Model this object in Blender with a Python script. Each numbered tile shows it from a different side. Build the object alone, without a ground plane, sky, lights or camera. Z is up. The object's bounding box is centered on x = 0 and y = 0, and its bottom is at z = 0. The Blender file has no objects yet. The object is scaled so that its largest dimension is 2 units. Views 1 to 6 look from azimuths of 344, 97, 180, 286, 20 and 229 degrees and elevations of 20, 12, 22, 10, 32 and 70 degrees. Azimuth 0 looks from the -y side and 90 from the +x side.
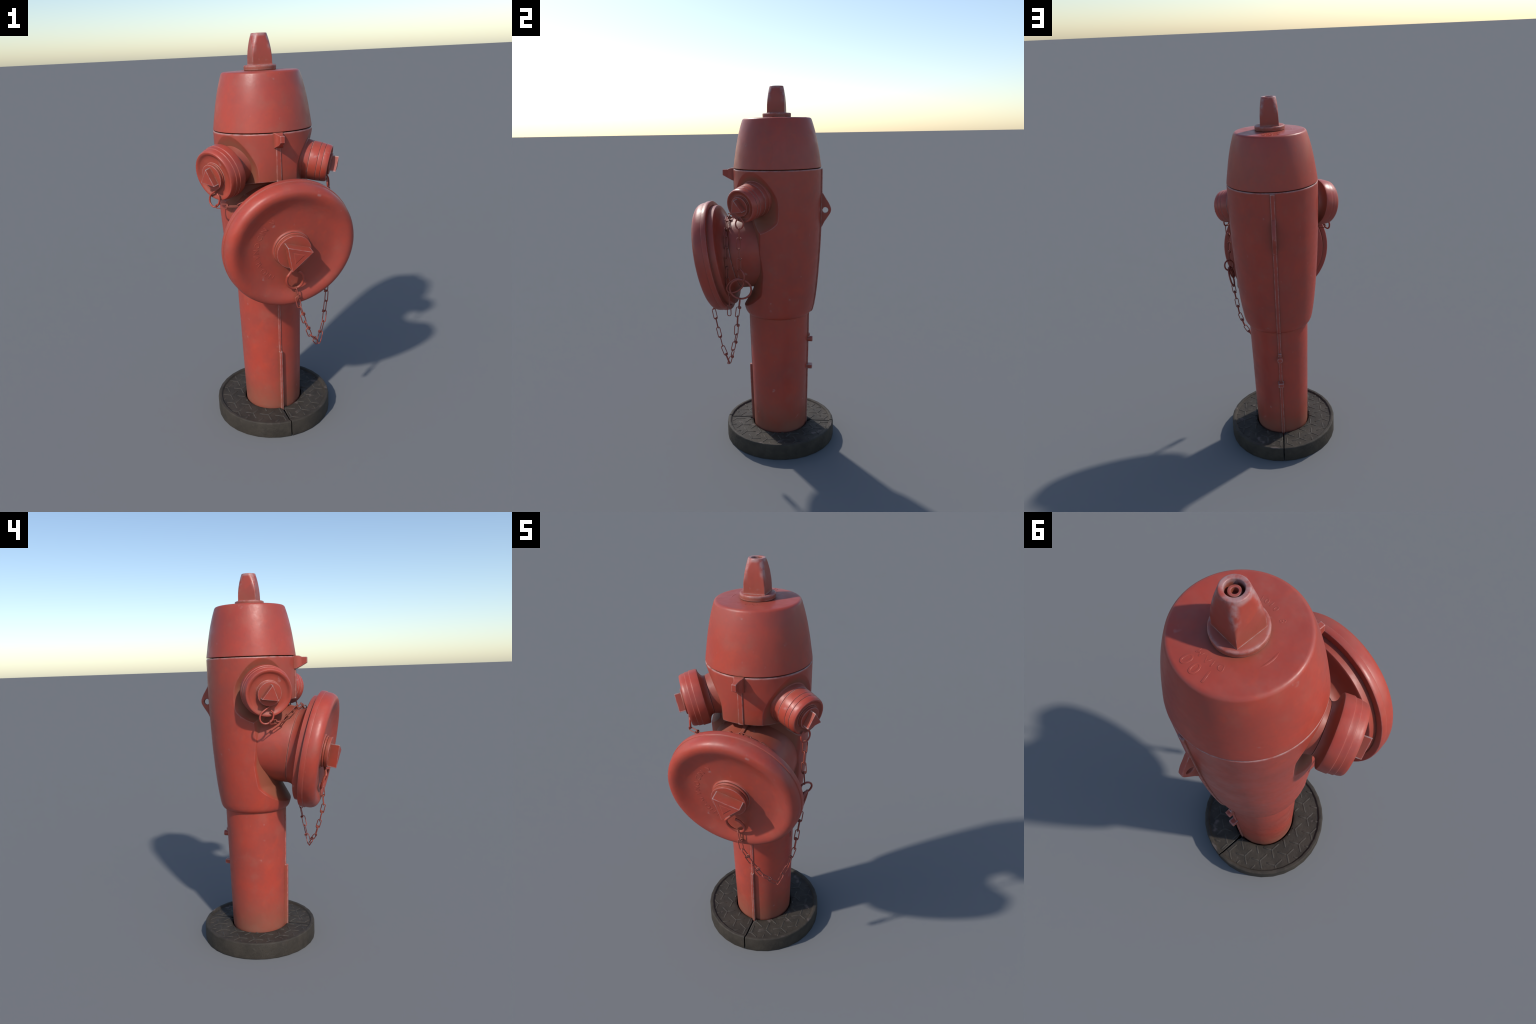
"""Cast-iron street hydrant: standpipe in a two-piece dark collar, bulging head with three
capped outlets, bonnet with a pentagonal-style square drive nut, retaining chains and rings."""
import bpy, math, random
import numpy as np
from mathutils import Vector, Matrix

random.seed(7)
AX, AY = 0.0108, 0.0808            # vertical axis of the hydrant
coll = bpy.context.scene.collection


# ------------------------------------------------------------------ materials
def nodes_of(name):
    m = bpy.data.materials.new(name)
    m.use_nodes = True
    nt = m.node_tree
    nt.nodes.clear()
    out = nt.nodes.new("ShaderNodeOutputMaterial")
    bsdf = nt.nodes.new("ShaderNodeBsdfPrincipled")
    nt.links.new(bsdf.outputs[0], out.inputs[0])
    return m, nt, bsdf


class NB:
    """small helper to chain shader nodes"""
    def __init__(self, nt):
        self.nt = nt
        geo = nt.nodes.new("ShaderNodeNewGeometry")
        self.pos, self.nrm, self.pointy = geo.outputs["Position"], geo.outputs["Normal"], geo.outputs["Pointiness"]

    def link(self, a, sock):
        if hasattr(a, "is_output"):
            self.nt.links.new(a, sock)
        else:
            sock.default_value = a

    def noise(self, scale, detail=3.0, rough=0.5, off=(0, 0, 0), stretch=(1, 1, 1), distort=0.0):
        mp = self.nt.nodes.new("ShaderNodeMapping")
        mp.inputs["Location"].default_value = off
        mp.inputs["Scale"].default_value = stretch
        self.link(self.pos, mp.inputs["Vector"])
        n = self.nt.nodes.new("ShaderNodeTexNoise")
        n.inputs["Scale"].default_value = scale
        n.inputs["Detail"].default_value = detail
        n.inputs["Roughness"].default_value = rough
        n.inputs["Distortion"].default_value = distort
        self.link(mp.outputs[0], n.inputs["Vector"])
        return n.outputs["Fac"]

    def ramp(self, a, lo, hi, to0=0.0, to1=1.0):
        r = self.nt.nodes.new("ShaderNodeMapRange")
        r.interpolation_type = 'SMOOTHSTEP'
        self.link(a, r.inputs["Value"])
        r.inputs["From Min"].default_value = lo
        r.inputs["From Max"].default_value = hi
        r.inputs["To Min"].default_value = to0
        r.inputs["To Max"].default_value = to1
        return r.outputs[0]

    def math(self, op, a, b=0.0):
        n = self.nt.nodes.new("ShaderNodeMath")
        n.operation = op
        n.use_clamp = False
        self.link(a, n.inputs[0])
        self.link(b, n.inputs[1])
        return n.outputs[0]

    def mix(self, f, a, b, mode='MIX'):
        n = self.nt.nodes.new("ShaderNodeMix")
        n.data_type = 'RGBA'
        n.blend_type = mode
        self.link(f, n.inputs[0])
        self.link(a if hasattr(a, "is_output") else (*a, 1), n.inputs[6])
        self.link(b if hasattr(b, "is_output") else (*b, 1), n.inputs[7])
        return n.outputs[2]

    def height(self):
        s = self.nt.nodes.new("ShaderNodeSeparateXYZ")
        self.link(self.pos, s.inputs[0])
        return s.outputs[2]

    def facing_up(self):
        s = self.nt.nodes.new("ShaderNodeSeparateXYZ")
        self.link(self.nrm, s.inputs[0])
        return s.outputs[2]

    def corner_mask(self):
        """1 on the diagonals of the square nut, 0 on the middle of its flats, 1 near the very top"""
        s = self.nt.nodes.new("ShaderNodeSeparateXYZ")
        self.link(self.pos, s.inputs[0])
        x = self.math('ABSOLUTE', self.math('SUBTRACT', s.outputs[0], AX))
        y = self.math('ABSOLUTE', self.math('SUBTRACT', s.outputs[1], AY))
        m = self.math('DIVIDE', self.math('MINIMUM', x, y), self.math('MAXIMUM', self.math('MAXIMUM', x, y), 0.001))
        return self.math('MAXIMUM', self.ramp(m, 0.45, 0.85), self.ramp(s.outputs[2], 1.982, 1.996))

    def sunken(self):
        """1 where the head lies inside its own turned silhouette"""
        s = self.nt.nodes.new("ShaderNodeSeparateXYZ")
        self.link(self.pos, s.inputs[0])
        x, y = self.math('SUBTRACT', s.outputs[0], AX), self.math('SUBTRACT', s.outputs[1], AY)
        r = self.math('SQRT', self.math('ADD', self.math('MULTIPLY', x, x), self.math('MULTIPLY', y, y)))
        wall = self.ramp_linear(s.outputs[2], 0.79, 1.00, 0.1935, 0.2192)
        wall = self.math('ADD', wall, self.ramp_linear(s.outputs[2], 1.00, 1.24, 0.0, 0.0143))
        wall = self.math('ADD', wall, self.ramp_linear(s.outputs[2], 1.24, 1.50, 0.0, 0.0055))
        deep = self.ramp(self.math('SUBTRACT', wall, r), 0.003, 0.014)
        return self.math('MULTIPLY', deep, self.ramp(s.outputs[2], 0.785, 0.81))

    def ramp_linear(self, a, lo, hi, to0, to1):
        r = self.nt.nodes.new("ShaderNodeMapRange")
        self.link(a, r.inputs["Value"])
        for n, v in (("From Min", lo), ("From Max", hi), ("To Min", to0), ("To Max", to1)):
            r.inputs[n].default_value = v
        return r.outputs[0]

    def edges(self, radius):
        """1 where a small rounded-edge normal leaves the surface normal"""
        b = self.nt.nodes.new("ShaderNodeBevel")
        b.samples = 6
        b.inputs["Radius"].default_value = radius
        d = self.nt.nodes.new("ShaderNodeVectorMath")
        d.operation = 'DOT_PRODUCT'
        self.link(b.outputs[0], d.inputs[0])
        self.link(self.nrm, d.inputs[1])
        return self.math('SUBTRACT', 1.0, d.outputs["Value"]), b.outputs[0]

    def ao(self, dist):
        n = self.nt.nodes.new("ShaderNodeAmbientOcclusion")
        n.samples = 8
        n.inputs["Distance"].default_value = dist
        return n.outputs["AO"]

    def rims(self, dist):
        """1 on convex edges: rays sent into the solid soon meet the other face"""
        n = self.nt.nodes.new("ShaderNodeAmbientOcclusion")
        n.samples = 12
        n.inside = True
        n.only_local = True
        n.inputs["Distance"].default_value = dist
        return self.math('SUBTRACT', 1.0, n.outputs["AO"])

    def bump(self, h, strength, dist, normal=None):
        n = self.nt.nodes.new("ShaderNodeBump")
        n.inputs["Strength"].default_value = strength
        n.inputs["Distance"].default_value = dist
        self.link(h, n.inputs["Height"])
        if normal is not None:
            self.link(normal, n.inputs["Normal"])
        return n.outputs[0]


def red_paint(name, wear=1.0, edge_r=0.003, rubbed_from=None, corners=False, tint=None, seats=False):
    m, nt, bsdf = nodes_of(name)
    b = NB(nt)
    # slow patches of fresher and duller paint
    big = b.noise(4.6, 5.0, 0.62, (3.1, 0.4, 1.7), distort=0.3)
    col = b.mix(b.ramp(big, 0.30, 0.72), (0.345, 0.056, 0.038), (0.440, 0.054, 0.031))
    mid = b.noise(13.0, 4.0, 0.6, (0.3, 5.2, 2.7))
    col = b.mix(b.ramp(mid, 0.50, 0.76, 0.0, 0.46), col, (0.340, 0.086, 0.057))
    fresh = b.noise(15.0, 4.0, 0.62, (8.0, 2.2, 4.7), distort=0.4)
    col = b.mix(b.ramp(fresh, 0.50, 0.74, 0.0, 0.55), col, (0.470, 0.060, 0.030))
    fine = b.noise(75.0, 3.0, 0.6)
    col = b.mix(b.ramp(fine, 0.35, 0.75, 0.0, 0.16), col, (0.26, 0.055, 0.040))
    if tint:
        col = b.mix(0.55, col, tint)
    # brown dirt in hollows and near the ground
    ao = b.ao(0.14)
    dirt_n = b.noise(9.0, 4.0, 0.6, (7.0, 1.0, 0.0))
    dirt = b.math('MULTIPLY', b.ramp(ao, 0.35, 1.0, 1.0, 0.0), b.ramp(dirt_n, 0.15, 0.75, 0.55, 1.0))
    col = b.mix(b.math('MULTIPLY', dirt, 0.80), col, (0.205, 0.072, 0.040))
    low = b.math('MULTIPLY', b.ramp(b.height(), 0.05, 0.36, 1.0, 0.0), b.ramp(dirt_n, 0.25, 0.7, 0.45, 1.0))
    col = b.mix(b.math('MULTIPLY', low, 0.78), col, (0.255, 0.096, 0.062))
    # a thin greyish film where rain dust settles
    up = b.math('MULTIPLY', b.ramp(b.facing_up(), 0.3, 1.0), b.ramp(mid, 0.3, 0.75))
    col = b.mix(b.math('MULTIPLY', up, 0.20), col, (0.36, 0.125, 0.100))
    # rubbed edges and small chips down to the pale primer
    _, rounded = b.edges(0.002)
    e = b.rims(edge_r)
    en = b.noise(34.0, 4.0, 0.65, (2, 2, 2))
    wear_m = b.math('MULTIPLY', b.ramp(e, 0.08, 0.46), b.ramp(en, 0.34, 0.62, 0.14, 1.0))
    col = b.mix(b.math('MULTIPLY', wear_m, 0.80 * wear), col, (0.46, 0.325, 0.305))
    if rubbed_from is not None:      # paint worn thin by the spanner towards the top
        lo, hi = rubbed_from
        spanner = b.math('MULTIPLY', b.ramp(b.height(), lo, hi), b.ramp(b.noise(30.0, 3.0, 0.6, (5, 5, 1)), 0.32, 0.62))
        if corners:
            spanner = b.math('MULTIPLY', spanner, b.corner_mask())
        col = b.mix(b.math('MULTIPLY', spanner, 0.56 if corners else 0.24), col, (0.43, 0.335, 0.325))
    if seats:                        # grime in the sunken seats, pale rubbed rims round them
        col = b.mix(b.math('MULTIPLY', b.sunken(), b.ramp(dirt_n, 0.2, 0.7, 0.45, 0.80)), col, (0.255, 0.088, 0.050))
        pt = b.math('MULTIPLY', b.ramp(b.pointy, 0.512, 0.545), b.ramp(en, 0.36, 0.60))
        col = b.mix(b.math('MULTIPLY', pt, 0.60), col, (0.45, 0.31, 0.29))
    chips = b.noise(21.0, 2.0, 0.5, (11, 3, 8))
    chip_m = b.math('MULTIPLY', b.ramp(chips, 0.685, 0.78), b.ramp(en, 0.40, 0.60))
    col = b.mix(b.math('MULTIPLY', chip_m, 0.40), col, (0.44, 0.27, 0.25))
    nt.links.new(col, bsdf.inputs["Base Color"])
    rough = b.ramp(mid, 0.3, 0.75, 0.34, 0.52)
    rough = b.math('ADD', rough, b.math('MULTIPLY', dirt, 0.2))
    nt.links.new(rough, bsdf.inputs["Roughness"])
    bsdf.inputs["Specular IOR Level"].default_value = 0.5
    h = b.math('ADD', b.math('MULTIPLY', b.noise(28.0, 3.0), 0.8), b.math('MULTIPLY', fine, 0.25))
    nt.links.new(b.bump(h, 0.16, 0.004, rounded), bsdf.inputs["Normal"])
    return m


def black_collar(name, lift=0.0):
    m, nt, bsdf = nodes_of(name)
    b = NB(nt)
    n1 = b.noise(11.0, 4.0, 0.6)
    col = b.mix(b.ramp(n1, 0.3, 0.72), (0.029, 0.0230, 0.0170), (0.051, 0.0400, 0.0295))
    n2 = b.noise(45.0, 4.0, 0.65, (4, 1, 9))
    col = b.mix(b.ramp(n2, 0.5, 0.8, 0.0, 0.6), col, (0.066, 0.053, 0.042))
    if lift:
        col = b.mix(lift, col, (0.105, 0.090, 0.075))  # tread ridges lightened: their sunlit shading is painted into the base colour
    spots = b.math('MULTIPLY', b.ramp(b.noise(17.0, 2.0, 0.5, (1, 6, 3)), 0.63, 0.74), b.ramp(b.facing_up(), 0.5, 0.9))
    col = b.mix(b.math('MULTIPLY', spots, 0.65), col, (0.155, 0.118, 0.105))
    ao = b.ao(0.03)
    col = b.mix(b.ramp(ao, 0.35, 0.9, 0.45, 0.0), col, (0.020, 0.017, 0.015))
    e, rounded = b.edges(0.003)
    col = b.mix(b.math('MULTIPLY', b.ramp(e, 0.02, 0.2), 0.45), col, (0.135, 0.125, 0.115))
    nt.links.new(col, bsdf.inputs["Base Color"])
    bsdf.inputs["Roughness"].default_value = 0.72
    bsdf.inputs["Specular IOR Level"].default_value = 0.35
    h = b.math('ADD', b.math('MULTIPLY', b.noise(60.0, 4.0, 0.6), 1.0), b.math('MULTIPLY', b.noise(220.0, 2.0), 0.35))
    nt.links.new(b.bump(h, 0.35, 0.006, rounded), bsdf.inputs["Normal"])
    return m


PAINT = red_paint("worn_red_paint", wear=0.9, edge_r=0.007)
PAINT_HEAD = red_paint("worn_red_paint_head", wear=0.7, edge_r=0.007, rubbed_from=(1.5605, 1.5675), seats=True)
PAINT_SOFT = red_paint("worn_red_paint_soft", wear=0.0)
PAINT_EDGED = red_paint("worn_red_paint_rubbed", wear=1.05, edge_r=0.0050)
PAINT_SEAM = red_paint("worn_red_paint_seam", wear=1.2, edge_r=0.0085)
PAINT_FLANGE = red_paint("worn_red_paint_flange", wear=1.1, edge_r=0.0150)
PAINT_NUT = red_paint("worn_red_paint_nut", wear=0.9, edge_r=0.0045, rubbed_from=(1.900, 1.965), corners=True)
WIRE = red_paint("worn_red_wire", wear=0.0, edge_r=0.001, tint=(0.27, 0.060, 0.045))
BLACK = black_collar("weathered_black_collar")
TREAD = black_collar("black_tread_painted_sheen", 0.20)


# ------------------------------------------------------------------ mesh helpers
def add(name, verts, faces, mat, parent, matrix=None, angle=35.0):
    me = bpy.data.meshes.new(name)
    me.from_pydata([tuple(v) for v in verts], [], [tuple(f) for f in faces])
    return add_mesh(name, me, mat, parent, matrix, angle)


def add_mesh(name, me, mat, parent, matrix=None, angle=35.0):
    me.validate()
    me.update()
    if mat is not None and not me.materials:
        me.materials.append(mat)
    me.shade_smooth()
    if angle is not None:
        me.set_sharp_from_angle(angle=math.radians(angle))
    ob = bpy.data.objects.new(name, me)
    coll.objects.link(ob)
    if parent is not None:
        ob.parent = parent
    ob.matrix_world = matrix if matrix is not None else Matrix()
    return ob


def empty(name, matrix=None, parent=None):
    ob = bpy.data.objects.new(name, None)
    ob.empty_display_size = 0.1
    coll.objects.link(ob)
    ob.parent = parent
    if matrix is not None:
        ob.matrix_world = matrix
    return ob


def fillet(profile, seg=3):
    """profile items (r, z) or (r, z, fillet radius) -> list of rounded (r, z)"""
    out = []
    n = len(profile)
    for i, p in enumerate(profile):
        rad = p[2] if len(p) > 2 else 0.0
        if rad <= 0 or i in (0, n - 1):
            out.append((p[0], p[1]))
            continue
        a, c, b = Vector(profile[i - 1][:2]), Vector(p[:2]), Vector(profile[i + 1][:2])
        da, db = (a - c), (b - c)
        la, lb = da.length, db.length
        t = min(rad, la * 0.48, lb * 0.48)
        pa, pb = c + da / la * t, c + db / lb * t
        for k in range(seg + 1):
            s = k / seg
            q = pa * (1 - s) ** 2 + c * 2 * s * (1 - s) + pb * s ** 2
            out.append((q.x, q.y))
    return out


def lathe(name, profile, mat, parent, matrix, n=96, angle=35.0, seg=3, cap_ends=True):
    """revolve (r, z) about local z; ends with r > 0 get closed with a disc"""
    pr = fillet(profile, seg)
    verts, faces, rows = [], [], []
    for r, z in pr:
        if r < 1e-6:
            rows.append([len(verts)])
            verts.append((0, 0, z))
        else:
            rows.append(list(range(len(verts), len(verts) + n)))
            verts += [(r * math.cos(2 * math.pi * k / n), r * math.sin(2 * math.pi * k / n), z) for k in range(n)]
    for A, B in zip(rows, rows[1:]):
        for k in range(n):
            k2 = (k + 1) % n
            if len(A) == 1 and len(B) == 1:
                continue
            if len(A) == 1:
                faces.append((A[0], B[k2], B[k]))
            elif len(B) == 1:
                faces.append((A[k], A[k2], B[0]))
            else:
                faces.append((A[k], A[k2], B[k2], B[k]))
    if cap_ends:
        if len(rows[0]) > 1:
            faces.append(tuple(reversed(rows[0])))
        if len(rows[-1]) > 1:
            faces.append(tuple(rows[-1]))
    return add(name, verts, faces, mat, parent, matrix, angle)


def tube_geo(points, radius, closed=False, sides=8):
    P = [Vector(p) for p in points]
    n = len(P)
    T = []
    for i in range(n):
        a = P[(i - 1) % n] if (closed or i > 0) else P[i]
        c = P[(i + 1) % n] if (closed or i < n - 1) else P[i]
        T.append((c - a).normalized())
    up = T[0].orthogonal().normalized()
    frames = []
    for t in T:
        up = (up - t * up.dot(t)).normalized()
        frames.append((up.copy(), t.cross(up)))
    if closed:     # spread the leftover twist
        t = T[0]
        u = (up - t * up.dot(t)).normalized()
        tw = math.atan2(u.dot(frames[0][1]), u.dot(frames[0][0]))
        frames = [(Matrix.Rotation(-tw * i / n, 3, T[i]) @ f[0], Matrix.Rotation(-tw * i / n, 3, T[i]) @ f[1])
                  for i, f in enumerate(frames)]
    verts, faces = [], []
    for p, (u, v) in zip(P, frames):
        for k in range(sides):
            a = 2 * math.pi * k / sides
            verts.append(p + radius * (math.cos(a) * u + math.sin(a) * v))
    m = n if closed else n - 1
    for i in range(m):
        j = (i + 1) % n
        for k in range(sides):
            k2 = (k + 1) % sides
            faces.append((i * sides + k, i * sides + k2, j * sides + k2, j * sides + k))
    if not closed:
        faces.append(tuple(reversed(range(sides))))
        faces.append(tuple(range((n - 1) * sides, n * sides)))
    return verts, faces


def smooth_path(pts, per=8, closed=False):
    """Catmull-Rom through the given points"""
    P = [Vector(p) for p in pts]
    n = len(P)
    out = []
    for i in range(n if closed else n - 1):
        p0 = P[(i - 1) % n] if (closed or i > 0) else P[i]
        p1, p2 = P[i], P[(i + 1) % n]
        p3 = P[(i + 2) % n] if (closed or i + 2 < n) else p2
        for k in range(per):
            t = k / per
            out.append(0.5 * ((2 * p1) + (p2 - p0) * t + (2 * p0 - 5 * p1 + 4 * p2 - p3) * t * t
                              + (3 * p1 - p0 - 3 * p2 + p3) * t ** 3))
    if not closed:
        out.append(P[-1])
    return out


def merge(parts):
    V, F = [], []
    for v, f in parts:
        o = len(V)
        V += list(v)
        F += [tuple(i + o for i in q) for q in f]
    return V, F


def prism(outline, z0, z1, bevel=0.0):
    """polygon outline (counter-clockwise) extruded z0..z1, top edge chamfered by `bevel`"""
    n = len(outline)
    c = Vector((sum(p[0] for p in outline) / n, sum(p[1] for p in outline) / n))
    rings = [[(p[0], p[1], z0) for p in outline]]
    if bevel > 0:
        rings.append([(p[0], p[1], z1 - bevel) for p in outline])
        ins = []
        for p in outline:
            d = Vector(p[:2]) - c
            ins.append((*(c + d * (1 - 1.6 * bevel / d.length)), z1))
        rings.append(ins)
    else:
        rings.append([(p[0], p[1], z1) for p in outline])
    V = [v for r in rings for v in r]
    F = [tuple(reversed(range(n)))]
    for a in range(len(rings) - 1):
        for k in range(n):
            k2 = (k + 1) % n
            F.append((a * n + k, a * n + k2, (a + 1) * n + k2, (a + 1) * n + k))
    F.append(tuple(range((len(rings) - 1) * n, len(rings) * n)))
    return V, F


def loft(rings):
    """closed cross-sections (lists of equal length) joined and capped"""
    n = len(rings[0])
    V = [p for r in rings for p in r]
    F = [tuple(reversed(range(n)))]
    for a in range(len(rings) - 1):
        for k in range(n):
            k2 = (k + 1) % n
            F.append((a * n + k, a * n + k2, (a + 1) * n + k2, (a + 1) * n + k))
    F.append(tuple(range((len(rings) - 1) * n, len(rings) * n)))
    return V, F


def frame_at(az_deg, tilt_deg, z0):
    """outlet frame: z outward along the outlet, x horizontal, y up"""
    a, t = math.radians(az_deg), math.radians(tilt_deg)
    d = Vector((math.sin(a) * math.cos(t), -math.cos(a) * math.cos(t), -math.sin(t)))
    h = Vector((math.cos(a), math.sin(a), 0))
    y = d.cross(h)
    M = Matrix((h, y, d)).transposed().to_4x4()
    M.translation = Vector((AX, AY, z0))
    return M


glyph_cache = {}


def glyph(ch, size, depth):
    key = (ch, size, depth)
    if key not in glyph_cache:
        cu = bpy.data.curves.new("glyph", 'FONT')
        cu.body = ch
        cu.size = size
        cu.align_x = 'CENTER'
        cu.align_y = 'CENTER'
        cu.extrude = 0.0001
        cu.bevel_depth = depth
        cu.bevel_resolution = 3
        cu.offset = -0.0002
        cu.resolution_u = 4
        ob = bpy.data.objects.new("glyph", cu)
        coll.objects.link(ob)
        dg = bpy.context.evaluated_depsgraph_get()
        me = ob.evaluated_get(dg).to_mesh()
        glyph_cache[key] = ([v.co.copy() for v in me.vertices], [tuple(p.vertices) for p in me.polygons])
        ob.evaluated_get(dg).to_mesh_clear()
        bpy.data.objects.remove(ob)
        bpy.data.curves.remove(cu)
    return glyph_cache[key]


def arc_text(items, size, depth, radius, z, tops_out=True):
    """items: (character, angle in degrees, counter-clockwise from +x)"""
    parts = []
    for ch, ang in items:
        a = math.radians(ang)
        V, F = glyph(ch, size, depth)
        R = Matrix.Rotation(a - math.pi / 2 if tops_out else a + math.pi / 2, 3, 'Z')
        c = Vector((radius * math.cos(a), radius * math.sin(a), z))
        parts.append(([R @ v + c for v in V], F))
    return merge(parts)


# ------------------------------------------------------------------ the thing
ROOT = empty("fire_hydrant", Matrix.Translation((AX, AY, 0)))
ROOT["label"] = "weathered red cast-iron fire hydrant with three capped outlets, chains and black base collar"
ROOT["category"] = "fire hydrant"
AXM = Matrix.Translation((AX, AY, 0))

# ---- standpipe
pipe = lathe("standpipe", [(0.0, 0.012), (0.1495, 0.012, 0.004), (0.1513, 0.06), (0.1535, 0.16), (0.1560, 0.26),
                           (0.1588, 0.39), (0.1612, 0.51), (0.1650, 0.66), (0.1666, 0.762), (0.13, 0.77), (0.0, 0.77)],
             PAINT, ROOT, AXM, n=128)

# ---- head: a vertical body of revolution with three sunken seats for the outlets
BODY = [(0.155, 0.7540), (0.1640, 0.7542), (0.1668, 0.7549), (0.1702, 0.7564), (0.1757, 0.7597), (0.1810, 0.7644), (0.1855, 0.7705),
        (0.1890, 0.7780), (0.1918, 0.7870), (0.1945, 0.7985), (0.2020, 0.8420), (0.2080, 0.8900), (0.2140, 0.9440), (0.2195, 1.0050),
        (0.2245, 1.0720), (0.2285, 1.1400), (0.2318, 1.2050), (0.2342, 1.2600), (0.2362, 1.3200), (0.2376, 1.3800),
        (0.2385, 1.4600), (0.2391, 1.5300), (0.2394, 1.5640)]
BZ = np.array([p[1] for p in BODY])
BR = np.array([p[0] for p in BODY])


WALL = np.polyfit(BZ[9:] - 1.2, BR[9:], 5)          # smooth swelling wall above the shoulder


def body_r(z):
    z = np.asarray(z, dtype=float)
    low = np.interp(z, BZ, BR)
    wall = np.polyval(WALL, z - 1.2)
    t = np.clip((z - 0.795) / 0.02, 0, 1)
    return np.where(z < 0.795, np.minimum(low, wall), low * (1 - t) + wall * t)


def soft(x, w):
    """rounded-off max(x, 0)"""
    return 0.5 * (x + np.sqrt(x * x + w * w)) - 0.12 * w


def seat_limit_big(h, z):
    """how far out (towards the front) metal may stand in the seat of the big outlet"""
    floor = 0.141 - h * h / 0.5512 + 0.018 * np.clip((z - 1.02) / 0.12, 0, 1) * np.clip(np.abs(h) / 0.2, 0, 1)
    ramp = soft((0.897 - z) / 1.72, 0.006)          # sill at the bottom
    lintel = np.maximum(0, (z - 1.326) / 0.28)        # brow over the outlet
    return floor + ramp + lintel


def seat_limit_small(D, h, z, z0, tilt):
    c, s = math.cos(tilt), math.sin(tilt)
    u = -D * s - (z - z0) * c                         # positive downwards across the outlet axis
    floor = np.full_like(D, 0.189)
    ramp = 0.189 + soft((1.299 - z) / 1.45, 0.010)
    bowl = 0.189 + 0.347 * soft(-u, 0.030)          # the seat leans outwards above the axis
    return np.maximum(np.maximum(floor, ramp), bowl)


def carved(az, z, r0):
    """radius after cutting the seats, az measured from the front (-y)"""
    def solve(inside):
        lo, hi = np.full_like(r0, 0.03), r0.copy() + 0.02
        for _ in range(26):
            mid = 0.5 * (lo + hi)
            ok = inside(mid)
            lo = np.where(ok, mid, lo)
            hi = np.where(ok, hi, mid)
        return lo
    k = 0.0010

    def smin(a, b):
        hh = np.clip(0.5 + 0.5 * (b - a) / k, 0, 1)
        return b * (1 - hh) + a * hh - k * hh * (1 - hh)
    r = r0
    rb = solve(lambda q: q * np.cos(az) < seat_limit_big(q * np.sin(az), z))
    r = np.where(np.abs(az) < 1.75, smin(r, rb), r)
    for a0 in (-60.0, 60.0):
        b = az - math.radians(a0)
        rs = solve(lambda q: q * np.cos(b) < seat_limit_small(q * np.cos(b), q * np.sin(b), z, 1.4605, math.radians(11.4)))
        r = np.where(np.cos(b) > 0.25, smin(r, rs), r)
    return r


def build_head():
    n = 600
    z = np.concatenate([np.array([p[1] for p in BODY[:4]]), np.linspace(0.7575, 0.80, 30)[:-1], np.linspace(0.80, 0.93, 90)[:-1], np.linspace(0.93, 1.22, 80)[:-1],
                        np.linspace(1.22, 1.564, 190)])
    az = np.linspace(-math.pi, math.pi, n, endpoint=False)
    A, Z = np.meshgrid(az, z)
    R = carved(A, Z, body_r(Z))
    rows = [(R[i], z[i]) for i in range(len(z))]
    top = R[-1]
    for dr, zz in ((0.0004, 1.5668), (0.0014, 1.5690), (0.0030, 1.5702), (0.006, 1.5706), (0.05, 1.5706)):
        rows.append((top - dr, zz))
    V, F = [], []
    for rr, zz in rows:
        V += [(rr[k] * math.sin(az[k]), -rr[k] * math.cos(az[k]), zz) for k in range(n)]
    for i in range(len(rows) - 1):
        for k in range(n):
            k2 = (k + 1) % n
            F.append((i * n + k, i * n + k2, (i + 1) * n + k2, (i + 1) * n + k))
    F.append(tuple(reversed(range(n))))
    F.append(tuple(range((len(rows) - 1) * n, len(rows) * n)))
    return add("head_body", V, F, PAINT_HEAD, ROOT, AXM, angle=None)


head = build_head()

# ---- bonnet (upper cap) with raised figures
SIDE = [(0.2393, 1.5755), (0.2352, 1.6010), (0.2316, 1.6230), (0.2270, 1.6570), (0.2218, 1.6900), (0.2145, 1.7250), (0.2070, 1.7560),
        (0.1985, 1.7880), (0.1900, 1.8170)]
side = np.polyfit([p[1] - 1.7 for p in SIDE], [p[0] for p in SIDE], 3)
wall = [(float(np.polyval(side, z - 1.7)), float(z)) for z in np.linspace(1.580, 1.812, 22)]
bonnet = lathe("bonnet", [(0.0, 1.56), (0.205, 1.56), (0.205, 1.5752), (float(np.polyval(side, -0.1245)), 1.5752, 0.0016)] + wall +
               [(0.1838, 1.8350, 0.014), (0.155, 1.8362), (0.08, 1.8372), (0.0, 1.8376)], PAINT_SOFT, ROOT, AXM, n=160, seg=8)
parts = [arc_text([("1", 106), ("0", 92), ("0", 79)], 0.050, 0.0009, 0.1435, 1.8360),
         arc_text([("D", 115), ("I", 103), ("A", 94), ("M", 80)], 0.026, 0.0006, 0.1085, 1.8365),
         arc_text([("1", -72), ("0", -80), ("1", -88), ("0", -97), ("8", -118)], 0.024, 0.0005, 0.106, 1.8365)]
V, F = merge(parts)
add("raised_lettering", V, F, PAINT_SOFT, bonnet, AXM, angle=None)
arc = [(0.112 * math.cos(math.radians(a)), 0.112 * math.sin(math.radians(a)), 1.8296 - 0.0028 * (abs(a - 180) / 27) ** 2.5) for a in range(150, 211, 3)]
V, F = tube_geo(arc, 0.0080, sides=20)
add("raised_arc", V, F, PAINT_SOFT, bonnet, AXM)

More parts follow.
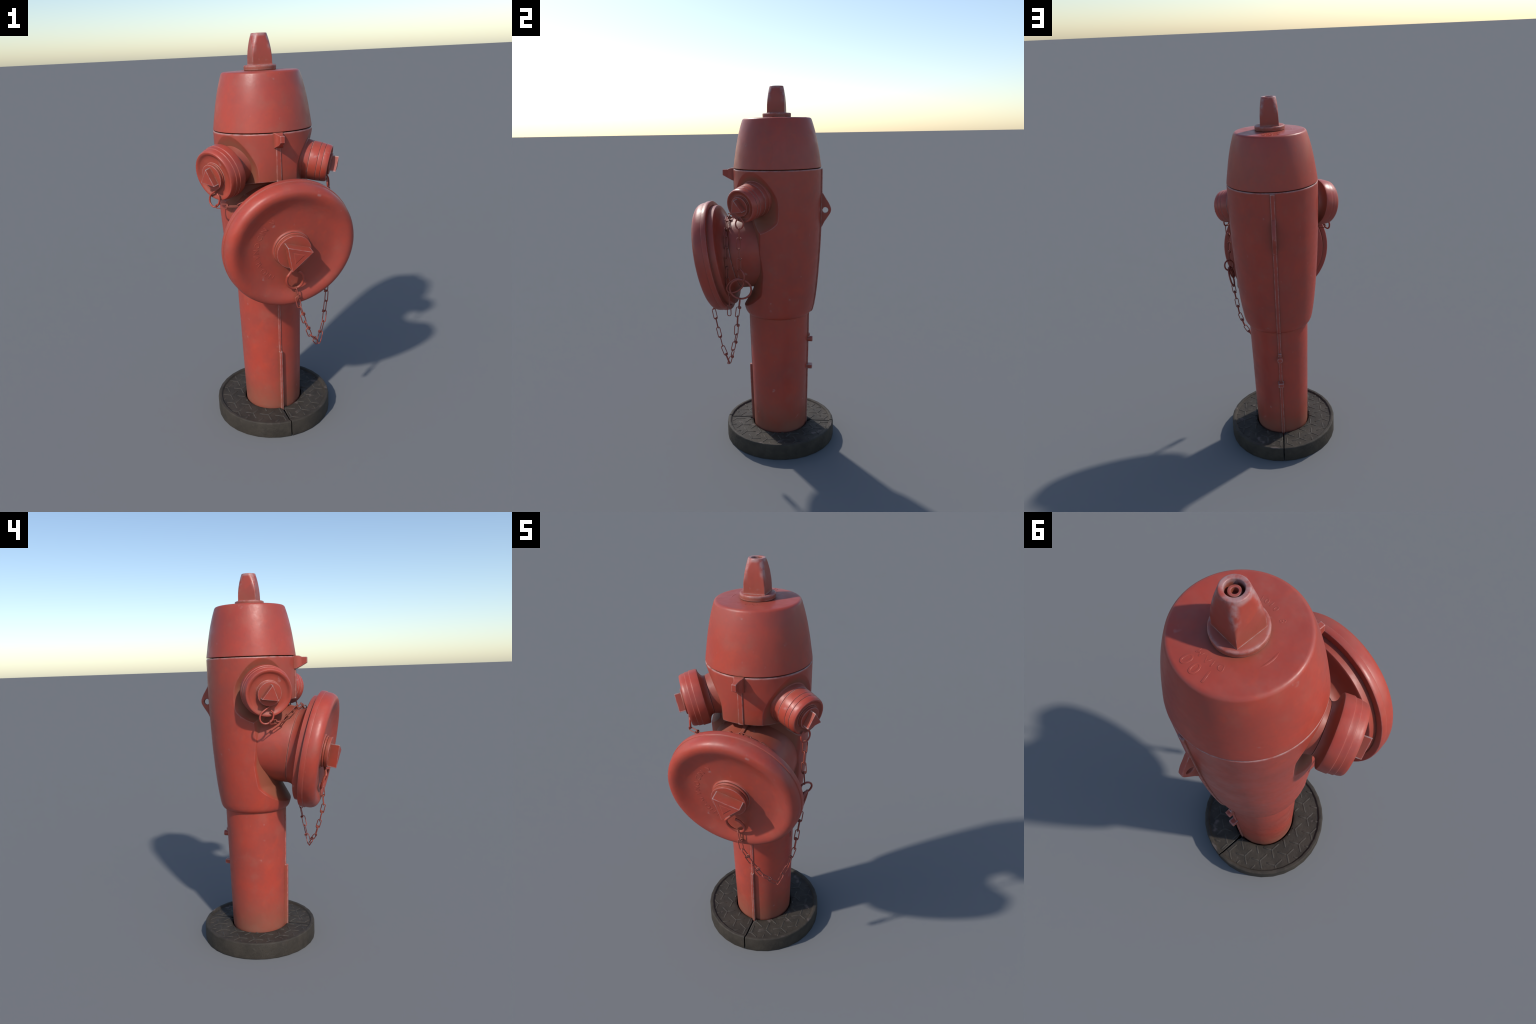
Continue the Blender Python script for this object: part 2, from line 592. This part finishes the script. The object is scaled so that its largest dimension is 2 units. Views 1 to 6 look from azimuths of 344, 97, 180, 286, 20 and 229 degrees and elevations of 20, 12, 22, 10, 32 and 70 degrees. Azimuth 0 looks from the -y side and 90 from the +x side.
# ---- drive nut: square at the foot, turned round at the top, with a socket
lathe("nut_flange", [(0.0, 1.832), (0.0700, 1.8365), (0.0760, 1.8395, 0.002), (0.0768, 1.8590, 0.0035), (0.072, 1.8612), (0.0, 1.8612)],
      PAINT_FLANGE, ROOT, AXM, n=96)


def build_nut():
    n = 192
    th = [2 * math.pi * k / n for k in range(n)]
    rows = []
    for i in range(40):
        t = i / 39
        z = 1.8610 + t * (1.9965 - 1.8610)
        w = 0.0474 - 0.0020 * t - 0.0080 * t ** 3 + 0.0014 * max(0, 1 - t / 0.04)
        g = max(0.0, (t - 0.22) / 0.78)
        c = 0.0016 + (w - 0.0016) * (0.35 * g + 0.65 * g ** 2.2)      # corner radius grows until the top is round
        row = []
        for a in th:
            x, y = abs(math.cos(a)), abs(math.sin(a))
            x, y = max(x, y), min(x, y)
            if w * y / x <= w - c:
                r = w / x
            else:                                                    # ray against the corner arc
                m = (w - c) * (x + y)
                r = m + math.sqrt(max(0.0, m * m - 2 * (w - c) ** 2 + c * c))
            row.append((r * math.cos(a), r * math.sin(a), z))
        rows.append(row)
    for r, z in ((0.0368, 1.9985), (0.0352, 1.9998), (0.0335, 2.0), (0.0262, 2.0), (0.0248, 1.9992), (0.0240, 1.997), (0.0238, 1.978), (0.0236, 1.965)):
        rows.append([(r * math.cos(a), r * math.sin(a), z) for a in th])
    V, F = loft(rows)
    return add("drive_nut", V, F, PAINT_NUT, ROOT, AXM, angle=45)


nut = build_nut()
lathe("nut_socket_pin", [(0.0, 1.962), (0.0165, 1.962), (0.0165, 1.9905, 0.002), (0.0088, 1.9905, 0.0015), (0.0080, 1.972), (0.0, 1.972)],
      PAINT_EDGED, nut, AXM, n=48)

# ---- casting seams and lugs (front and back)
def rib(path_rz, width, depth, side, name, w_end=None):
    """a raised seam following a (r, z) path on the front (side=-1) or back (side=1)"""
    rings = []
    m = len(path_rz)
    for i, (r, z) in enumerate(path_rz):
        w = (width if w_end is None else width + (w_end - width) * i / (m - 1)) / 2
        y0, y1, c = (r - 0.03), r + depth, min(0.0022, depth * 0.5)
        ring = [(-w - 0.001, y0), (w + 0.001, y0), (w, y1 - c), (w - c, y1), (-w + c, y1), (-w, y1 - c)]
        if side < 0:
            rings.append([(x * -1, -y, z) for x, y in ring])
        else:
            rings.append([(x * 1, y, z) for x, y in ring])
    V, F = loft(rings)
    return add(name, V, F, PAINT_SEAM, ROOT, AXM, angle=30)


def along(z0, z1, n, fn):
    return [(float(fn(z0 + (z1 - z0) * i / (n - 1))), z0 + (z1 - z0) * i / (n - 1)) for i in range(n)]


pipe_r = lambda z: np.interp(z, [0.01, 0.06, 0.26, 0.51, 0.66, 0.762], [0.1495, 0.1513, 0.156, 0.1612, 0.165, 0.1666])
bodyr1 = lambda z: float(body_r(np.array([z]))[0])
rib(along(1.352, 1.5655, 12, bodyr1), 0.0245, 0.0042, -1, "front_seam")
rib(along(0.414, 0.762, 8, pipe_r), 0.0145, 0.0045, -1, "front_seam")
rib([(0.1588, 0.426), (0.1589, 0.420)] + along(0.414, 0.03, 8, pipe_r)[0:], 0.0150, 0.0165, -1, "front_rail")
rib(along(0.7600, 0.775, 5, bodyr1)[:-1] + along(0.775, 1.5655, 24, bodyr1), 0.0200, 0.0072, 1, "rear_seam", w_end=0.0235)
rib(along(0.012, 0.762, 10, pipe_r), 0.0180, 0.0065, 1, "rear_seam")

# hose-key lug under the bonnet joint at the front
sec = [(0.225, 1.5735, 1.5035, 0.0225), (0.2480, 1.5735, 1.5065, 0.0210), (0.2570, 1.5730, 1.5110, 0.0195), (0.2640, 1.5708, 1.5140, 0.0150),
       (0.2740, 1.5665, 1.5185, 0.0108), (0.2790, 1.5660, 1.5215, 0.0104), (0.3020, 1.5650, 1.5340, 0.0100), (0.3030, 1.5640, 1.5350, 0.0090)]
rings = []
for r, zt, zb, w in sec:
    c = 0.0016
    ring = [(-w + c, zt), (-w, zt - c), (-w, zb + c), (-w + c, zb), (w - c, zb), (w, zb + c), (w, zt - c), (w - c, zt)]
    rings.append([(x, -r, z) for x, z in ring])
V, F = loft(rings)
add("front_lug", V, F, PAINT_EDGED, ROOT, AXM, angle=30)


# eyelet lug at the back: a rounded triangular plate with a hole
def build_eye():
    outer = [(0.225, 1.4405), (0.2455, 1.4360), (0.2630, 1.4085), (0.2800, 1.3815), (0.2915, 1.3560), (0.2935, 1.3460), (0.2925, 1.3350), (0.2872, 1.3220),
             (0.2700, 1.2955), (0.2560, 1.2740), (0.2425, 1.2490), (0.225, 1.2400)]
    outer = [(p.x, p.y) for p in smooth_path([(a, b, 0) for a, b in outer], 5)] + [(0.222, 1.28), (0.222, 1.34), (0.222, 1.40)]
    cy, cz, hr = 0.2615, 1.3415, 0.0155
    m = len(outer)
    hole, angs = [], []
    for y, z in outer:
        a = math.atan2(z - cz, y - cy)
        hole.append((cy + hr * 1.05 * math.cos(a), cz + hr * math.sin(a)))
    w, c = 0.0098, 0.0022

    def ins(p, q, s):
        d = Vector((q[0] - p[0], q[1] - p[1]))
        d.normalize()
        return (p[0] + d.x * s, p[1] + d.y * s)
    o_in = [ins(p, (cy, cz), c) for p in outer]
    h_in = [ins(p, (cy, cz), -c * 0.8) for p in hole]
    loops = [[(w, *p) for p in h_in], [(w, *p) for p in o_in], [(w - c, *p) for p in outer], [(-w + c, *p) for p in outer],
             [(-w, *p) for p in o_in], [(-w, *p) for p in h_in], [(-w + c, *p) for p in hole], [(w - c, *p) for p in hole]]
    V = [v for l in loops for v in l]
    F = []
    L = len(loops)
    for a in range(L):
        b2 = (a + 1) % L
        for k in range(m):
            k2 = (k + 1) % m
            F.append((a * m + k, b2 * m + k, b2 * m + k2, a * m + k2))
    return add("eyelet_lug", V, F, PAINT_EDGED, ROOT, AXM, angle=35)


build_eye()

# two stops on the rear seam of the standpipe
M = AXM @ Matrix.Translation((0, 0.155, 0.5925)) @ Matrix.Rotation(-math.pi / 2, 4, 'X')
lathe("stop_pin", [(0.0, 0.0), (0.0155, 0.0), (0.0155, 0.0375, 0.003), (0.0, 0.0375)], PAINT_SEAM, ROOT, M, n=40)
V, F = prism([(-0.0085, -0.0105), (0.0085, -0.0105), (0.0085, 0.0105), (-0.0085, 0.0105)], 0, 0.0205, 0.002)
add("stop_block", V, F, PAINT_SEAM, ROOT, AXM @ Matrix.Translation((0, 0.157, 0.6165)) @ Matrix.Rotation(-math.pi / 2, 4, 'X'), angle=30)
V, F = prism([(-0.0150, -0.0125), (0.0150, -0.0125), (0.0150, 0.0115), (-0.0150, 0.0115)], 0, 0.0345, 0.002)
add("stop_block", V, F, PAINT_SEAM, ROOT, AXM @ Matrix.Translation((0, 0.156, 0.4255)) @ Matrix.Rotation(-math.pi / 2, 4, 'X'), angle=30)


# ------------------------------------------------------------------ outlets
def key_triangle(name, parent, M, s0, s1, pts, inset=0.0):
    """triangular operating key; pts are (x, up) corners; optional sunken face panel"""
    cx = sum(p[0] for p in pts) / 3
    cy = sum(p[1] for p in pts) / 3
    b = 0.0012

    def ring(k, z):
        return [(cx + (p[0] - cx) * k, cy + (p[1] - cy) * k, z) for p in pts]
    R = math.hypot(pts[0][0] - cx, pts[0][1] - cy)
    rings = [ring(1, s0), ring(1, s1 - b), ring(1 - 1.5 * b / R, s1)]
    if inset:
        rings += [ring(0.60, s1 - 0.0003), ring(0.52, s1 - inset), ring(0.47, s1 - inset * 1.1), ring(0.38, s1 - inset * 0.2)]
    else:
        rings += [ring(0.5, s1 - 0.0006)]
    V, F = loft(rings)
    return add(name, V, F, PAINT_EDGED, parent, M, angle=20)


def tri(R, rot):
    return [(R * math.cos(math.radians(90 + rot + k * 120)), R * math.sin(math.radians(90 + rot + k * 120))) for k in range(3)]


# big front outlet -------------------------------------------------
MC = frame_at(0, 10.5, 1.141)
out_c = empty("front_outlet", MC, ROOT)
lathe("outlet_neck", [(0.150, 0.03), (0.2110, 0.035), (0.2100, 0.075), (0.2075, 0.105), (0.2058, 0.135), (0.2050, 0.165), (0.2042, 0.195), (0.2020, 0.225),
                      (0.2010, 0.2355, 0.0015), (0.1975, 0.2366), (0.1975, 0.2374), (0.150, 0.2374)], PAINT, out_c, MC, n=128)
lathe("outlet_flange", [(0.150, 0.2376), (0.2012, 0.2376, 0.001), (0.2018, 0.2440), (0.2035, 0.2520), (0.2075, 0.2610), (0.2150, 0.2710), (0.2260, 0.2795), (0.2410, 0.2860), (0.2590, 0.2900), (0.2760, 0.2918),
                        (0.2832, 0.2955, 0.0010), (0.2840, 0.3300), (0.2700, 0.3315), (0.15, 0.3315)],
      PAINT, out_c, MC, n=128)
lid = lathe("lid", [(0.150, 0.3300), (0.2832, 0.3290), (0.2880, 0.3262, 0.002), (0.3000, 0.3268), (0.3118, 0.3262, 0.0015), (0.3138, 0.3300), (0.3142, 0.3400), (0.3138, 0.3525, 0.0014), (0.3098, 0.3546),
                    (0.3100, 0.3600), (0.3098, 0.3730), (0.3078, 0.3850), (0.3030, 0.3970), (0.2965, 0.4055), (0.2880, 0.4112), (0.2790, 0.4138),
                    (0.2690, 0.4138), (0.2580, 0.4108), (0.2460, 0.4055), (0.2310, 0.3985), (0.2150, 0.3923), (0.1980, 0.3882), (0.1800, 0.3864),
                    (0.1500, 0.3858), (0.1000, 0.3862), (0.0910, 0.3872, 0.002), (0.0880, 0.3930, 0.002), (0.0835, 0.3940, 0.001), (0.0790, 0.3880), (0.0, 0.3880)],
            PAINT, out_c, MC, n=160, seg=4)
lathe("key_boss", [(0.0, 0.382), (0.076, 0.382), (0.076, 0.4065), (0.0815, 0.4080, 0.0015), (0.0824, 0.4270, 0.0018), (0.0, 0.4270)], PAINT_EDGED, out_c, MC, n=96)
key_triangle("key_triangle", out_c, MC, 0.4255, 0.4748, [(-0.0496, 0.0542), (-0.0229, -0.0740), (0.0735, 0.0150)], inset=0.0014)
# worn raised letters running round the left half of the lid, tops outwards
ang = lambda cw: 90 - cw
V, F = arc_text([("V", ang(-33.5)), ("N", ang(-51)), ("I", ang(-57.5)), ("C", ang(-65)), ("O", ang(-78)), ("N", ang(-88.5)), ("V", ang(-99)),
                 ("I", ang(-110)), ("A", ang(-116)), ("O", ang(-128)), ("I", ang(-136)), ("N", ang(-146))], 0.036, 0.0007, 0.166, 0.3859)
add("raised_lettering", V, F, PAINT_SOFT, lid, MC, angle=None)
# casting seam over the neck
rings = []
for s, r in ((0.150, 0.214), (0.165, 0.2072), (0.195, 0.2052), (0.225, 0.2026), (0.236, 0.2014)):
    w = 0.0085
    rings.append([(w, r - 0.02, s), (w, r + 0.0030, s), (w - 0.002, r + 0.0052, s), (-w + 0.002, r + 0.0052, s), (-w, r + 0.0030, s), (-w, r - 0.02, s)])
V, F = loft(rings)
add("neck_seam", V, F, PAINT_EDGED, out_c, MC, angle=30)

# left outlet ------------------------------------------------------
ML = frame_at(-60, 11.3, 1.460)
out_l = empty("left_outlet", ML, ROOT)
lathe("outlet_neck", [(0.06, 0.14), (0.126, 0.150), (0.112, 0.178), (0.1010, 0.197), (0.0965, 0.206), (0.0930, 0.218), (0.0890, 0.2345, 0.0015), (0.0855, 0.2353), (0.06, 0.2353)],
      PAINT, out_l, ML, n=96)
cap_l = lathe("cap", [(0.06, 0.2357), (0.0870, 0.2357), (0.0885, 0.2370), (0.0895, 0.2440), (0.0930, 0.2500), (0.0990, 0.2550), (0.1090, 0.2600), (0.1180, 0.2622),
                      (0.1252, 0.2635, 0.002), (0.1268, 0.2720), (0.1275, 0.2988, 0.0012), (0.1246, 0.3000, 0.0004), (0.1243, 0.3100), (0.1243, 0.3198, 0.0010), (0.1218, 0.3208, 0.0004),
                      (0.1210, 0.3330), (0.1188, 0.3430), (0.1150, 0.3475), (0.1095, 0.3482), (0.1030, 0.3450), (0.0975, 0.3405), (0.0925, 0.3378),
                      (0.0800, 0.3365), (0.0640, 0.3365, 0.001), (0.0625, 0.3385, 0.001), (0.0600, 0.3385), (0.0560, 0.3340), (0.0, 0.3340)],
              PAINT, out_l, ML, n=112)
lathe("key_boss", [(0.0, 0.33), (0.0550, 0.33), (0.0550, 0.3470), (0.0595, 0.3480, 0.001), (0.0600, 0.3590, 0.0015), (0.0, 0.3590)], PAINT_EDGED, out_l, ML, n=72)
key_triangle("key_triangle", out_l, ML, 0.358, 0.3888, tri(0.0497, -7.0))

# right outlet (smaller) -------------------------------------------
MR = frame_at(60, 11.5, 1.461)
out_r = empty("right_outlet", MR, ROOT)
lathe("outlet_neck", [(0.06, 0.14), (0.128, 0.150), (0.114, 0.178), (0.1040, 0.198), (0.1000, 0.2100, 0.001), (0.0968, 0.2112), (0.0950, 0.2250), (0.0938, 0.2380, 0.0012), (0.0905, 0.2387),
                      (0.06, 0.2387)], PAINT, out_r, MR, n=96)
cap_r = lathe("cap", [(0.06, 0.2391), (0.0905, 0.2391), (0.0937, 0.2396, 0.0012), (0.0931, 0.2788, 0.0012), (0.0902, 0.2795), (0.0902, 0.2803), (0.0926, 0.2806, 0.001),
                      (0.0912, 0.3014, 0.0012), (0.0882, 0.3020), (0.0882, 0.3028), (0.0908, 0.3032, 0.001), (0.0898, 0.3170), (0.0880, 0.3260), (0.0845, 0.3312), (0.0790, 0.3318), (0.0740, 0.3280),
                      (0.0700, 0.3240), (0.0640, 0.3222), (0.0575, 0.3222, 0.001), (0.0560, 0.3240, 0.001), (0.0535, 0.3240), (0.0500, 0.3190), (0.0, 0.3190)],
              PAINT, out_r, MR, n=96)
lathe("key_boss", [(0.0, 0.31), (0.0480, 0.31), (0.0480, 0.3280), (0.0512, 0.3288, 0.001), (0.0516, 0.3395, 0.0015), (0.0, 0.3395)], PAINT_EDGED, out_r, MR, n=72)
key_triangle("key_triangle", out_r, MR, 0.338, 0.3706, tri(0.0443, 7.0))


# ------------------------------------------------------------------ wire hooks and chains
def hook(name, parent, M, s, rh, wire, a0, a1, ring_world):
    """wire wound round the boss (from a0 to a1 degrees, measured from straight down) that runs on into a hanging ring"""
    pts = []
    n = 40
    for i in range(n + 1):
        a = math.radians(a0 + (a1 - a0) * i / n)
        pts.append(M @ Vector((rh * math.sin(a), -rh * math.cos(a), s)))
    pts += smooth_path([pts[-1]] + [Vector(p) for p in ring_world], 7)[1:]
    inv = M.inverted()
    V, F = tube_geo([inv @ p for p in pts], wire, sides=10)
    return add(name, V, F, PAINT_SOFT, parent, M, angle=60)


def ring_points(center, ax_h, ax_v, a0, a1, n=12):
    c, h, v = Vector(center), Vector(ax_h), Vector(ax_v)
    return [c + h * math.sin(math.radians(a0 + (a1 - a0) * i / n)) - v * math.cos(math.radians(a0 + (a1 - a0) * i / n)) for i in range(n + 1)]


# angles below run from straight down: negative = left of the ring, positive = right
hook("wire_hook", out_c, MC, 0.3995, 0.0795, 0.0064, -18, -338,
     ring_points((0.0235, -0.3040, 0.9160), (0.0415, 0.0, 0.001), (-0.007, -0.0205, 0.0510), -135, 158, 14))
hook("wire_hook", out_l, ML, 0.3420, 0.0578, 0.0046, -18, -338,
     ring_points((-0.2825, -0.0735, 1.2795), (0.0165, -0.0300, 0.0015), (0.003, -0.004, 0.0345), -140, 150, 14))
hook("wire_hook", out_r, MR, 0.3258, 0.0498, 0.0040, 18, 338,
     ring_points((0.2820, -0.0880, 1.3055), (0.0135, 0.0225, -0.0005), (-0.001, 0.004, 0.0270), 140, -150, 14))


def chain_link_geo():
    """one double loop: an upper loop (in the xz plane), a twisted waist, a lower loop (in the yz plane); length 1 chain pitch = 0.110"""
    L, wd, t = 0.110, 0.0098, 0.0025

    def loop(z0, z1, ax, off=0.0):
        r = wd
        P = []
        for k in range(7):
            a = math.pi * k / 6
            P.append((r * math.cos(a), z0 + r - r * math.sin(a)))
        for k in range(7):
            a = math.pi * k / 6
            P.append((-r * math.cos(a), z1 - r + r * math.sin(a)))
        return [Vector((p[0] + off, 0, p[1])) if ax == 'x' else Vector((0, p[0] + off, p[1])) for p in P]
    parts = [tube_geo(loop(-0.0045, L * 0.5 + 0.004, 'x'), t, True, 7),
             tube_geo(loop(L * 0.5 - 0.006, L + 0.0025, 'y', 0.004), t, True, 7)]
    for dz, tilt in ((-0.0035, 0.25), (0.0018, -0.2)):
        P = [Vector((0.0072 * math.cos(a), 0.0060 * math.sin(a) - 0.0045, L * 0.5 + dz + tilt * 0.0072 * math.cos(a)))
             for a in [2 * math.pi * k / 14 for k in range(14)]]
        parts.append(tube_geo(P, 0.0027, True, 7))
    V, F = merge(parts)
    me = bpy.data.meshes.new("chain_link")
    me.from_pydata([tuple(v) for v in V], [], F)
    me.materials.append(WIRE)
    me.shade_smooth()
    return me


LINK = chain_link_geo()


def chain(joints, normal_az):
    """hang links from joint to joint; normal_az: direction (deg, 0 = -y, 90 = +x) the upper loop faces, per link"""
    holder = empty("chain", Matrix.Translation(Vector(joints[0])), ROOT)
    for i in range(len(joints) - 1):
        a, b = Vector(joints[i]), Vector(joints[i + 1])
        zd = (b - a).normalized()
        az = math.radians(normal_az[i] if isinstance(normal_az, (list, tuple)) else normal_az)
        n = Vector((math.sin(az), -math.cos(az), 0.0))
        n = (n - zd * n.dot(zd)).normalized()          # local y: normal of the upper loop
        x = n.cross(zd)
        R = Matrix((x, n, zd)).transposed().to_4x4()
        S = Matrix.Diagonal((1, 1, (b - a).length / 0.110, 1))
        ob = bpy.data.objects.new("chain_link", LINK)
        coll.objects.link(ob)
        ob.parent = holder
        ob.matrix_world = Matrix.Translation(a) @ R @ S
    return holder


chain([(0.0305, -0.2900, 0.8690), (0.0495, -0.2942, 0.7684), (0.0841, -0.2650, 0.6690), (0.1252, -0.2322, 0.5733), (0.1811, -0.1830, 0.4975)],
      [-88, -80, -75, -60])
chain([(0.2740, -0.0972, 0.9010), (0.2635, -0.1140, 0.7998), (0.2510, -0.1240, 0.6936), (0.2257, -0.1500, 0.5931), (0.1815, -0.1825, 0.4950)],
      [20, 20, 28, 35])
chain([(0.2827, -0.0900, 1.2790), (0.2785, -0.0943, 1.1714), (0.2850, -0.0920, 1.0630)], [20, 20])
chain([(-0.2790, -0.0900, 1.2520), (-0.1840, -0.1310, 1.2500), (-0.0820, -0.1620, 1.2940), (0.0140, -0.1880, 1.3210), (0.1120, -0.1860, 1.2900),
       (0.1930, -0.1800, 1.2170), (0.2290, -0.1720, 1.1120), (0.2290, -0.1700, 1.0050), (0.2420, -0.1600, 0.9080), (0.2420, -0.1600, 0.7980)],
      [-60, 10, 0, 60, 60, 85, 80, 85, 5])

# loose rings that gather the chains on the right-hand side
def loose_ring(name, center, e1, e2, wire):
    c, e1, e2 = Vector(center), Vector(e1), Vector(e2)
    P = [e1 * math.cos(2 * math.pi * k / 36) + e2 * math.sin(2 * math.pi * k / 36) for k in range(36)]
    V, F = tube_geo(P, wire, True, 10)
    return add(name, V, F, WIRE, ROOT, Matrix.Translation(c), angle=60)


loose_ring("gathering_ring", (0.2885, -0.0850, 1.0345), (0.023, 0.020, 0.0), (0.004, -0.002, 0.0300), 0.0046)
loose_ring("gathering_ring", (0.2800, -0.0920, 0.9570), (0.0, 0.0570, 0.0), (0.0130, 0.0, 0.0560), 0.0052)
loose_ring("gathering_ring", (0.2790, -0.1200, 0.9750), (0.0080, 0.0420, 0.0320), (0.0060, -0.0190, 0.0250), 0.0048)


# ------------------------------------------------------------------ base collar: two half rings
def build_half_collar():
    n = 16
    prof = fillet([(0.160, 0.0), (0.1585, 0.0745, 0.003), (0.1700, 0.0775), (0.1790, 0.0777), (0.1830, 0.0778), (0.2300, 0.0780), (0.2900, 0.0780, 0.002),
                   (0.2960, 0.0870, 0.0025), (0.3110, 0.0874, 0.004), (0.3143, 0.0800), (0.3143, 0.0)], 3)
    gap = lambda r: 0.0035 if r > 0.181 else (0.0105 if r < 0.176 else 0.0105 - 0.007 * (r - 0.176) / 0.005)
    V, F = [], []
    m = len(prof)
    for k in range(n + 1):
        for r, z in prof:
            off = math.asin(gap(r) / r)
            a = math.pi / 2 + off + (math.pi - 2 * off) * k / n
            V.append((r * math.cos(a), r * math.sin(a), z))
    for k in range(n):
        for j in range(m):
            j2 = (j + 1) % m
            F.append((k * m + j, (k + 1) * m + j, (k + 1) * m + j2, k * m + j2))
    F.append(tuple(range(m)))
    F.append(tuple(reversed(range(n * m, (n + 1) * m))))
    return V, F


def build_tread():
    """three-armed raised marks on a honeycomb, as on foundry covers, clipped to the half ring"""
    parts = []
    rnd = random.Random(3)
    for i in range(-1, 6):
        for j in range(-6, 7):
            c = Vector((-0.237 - 0.0727 + 0.0727 * i + 0.0, 0.0500 + 0.0835 * j + (0.0418 if (i + 1) % 2 else 0.0)))
            for a in (30, 150, 270):
                d = Vector((math.cos(math.radians(a)), math.sin(math.radians(a))))
                t0, t1 = -0.002, 0.046 + rnd.uniform(-0.005, 0.003)
                pts = [c + d * (t0 + (t1 - t0) * k / 12) for k in range(13)]
                ok = [p for p in pts if 0.166 < p.length < 0.289 and p.x < -0.010]
                if len(ok) < 4:
                    continue
                p0, p1 = ok[0], ok[-1]
                nrm = Vector((-d.y, d.x))
                w, h, z = 0.0050, 0.0021, 0.0776
                rings = []
                for p, kw, kh in ((p0 - d * 0.002, 0.5, 0.1), (p0, 1, 1), (p0.lerp(p1, 0.5), 1, 1.0), (p1, 0.95, 0.9), (p1 + d * 0.003, 0.4, 0.1)):
                    rings.append([(*(p + nrm * (-w * kw)), z), (*(p + nrm * (w * kw)), z), (*(p + nrm * (w * 0.45 * kw)), z + h * kh + 0.0002),
                                  (*(p - nrm * (w * 0.45 * kw)), z + h * kh + 0.0002)])
                parts.append(loft(rings))
    return merge(parts)


Vc, Fc = build_half_collar()
Vt, Ft = build_tread()
for rot in (0, math.pi):
    Mx = AXM @ Matrix.Rotation(rot, 4, 'Z')
    if rot == 0:
        half = add("base_collar", Vc, Fc, BLACK, ROOT, Mx, angle=28)
        tread = add("tread_pattern", Vt, Ft, TREAD, half, Mx, angle=60)
        tread["kind"] = "stuff"
    else:
        h2 = half.copy()
        coll.objects.link(h2)
        h2.parent = ROOT
        h2.matrix_world = Mx
        t2 = tread.copy()
        coll.objects.link(t2)
        t2.parent = h2
        t2.matrix_world = Mx
bpy.context.view_layer.update()
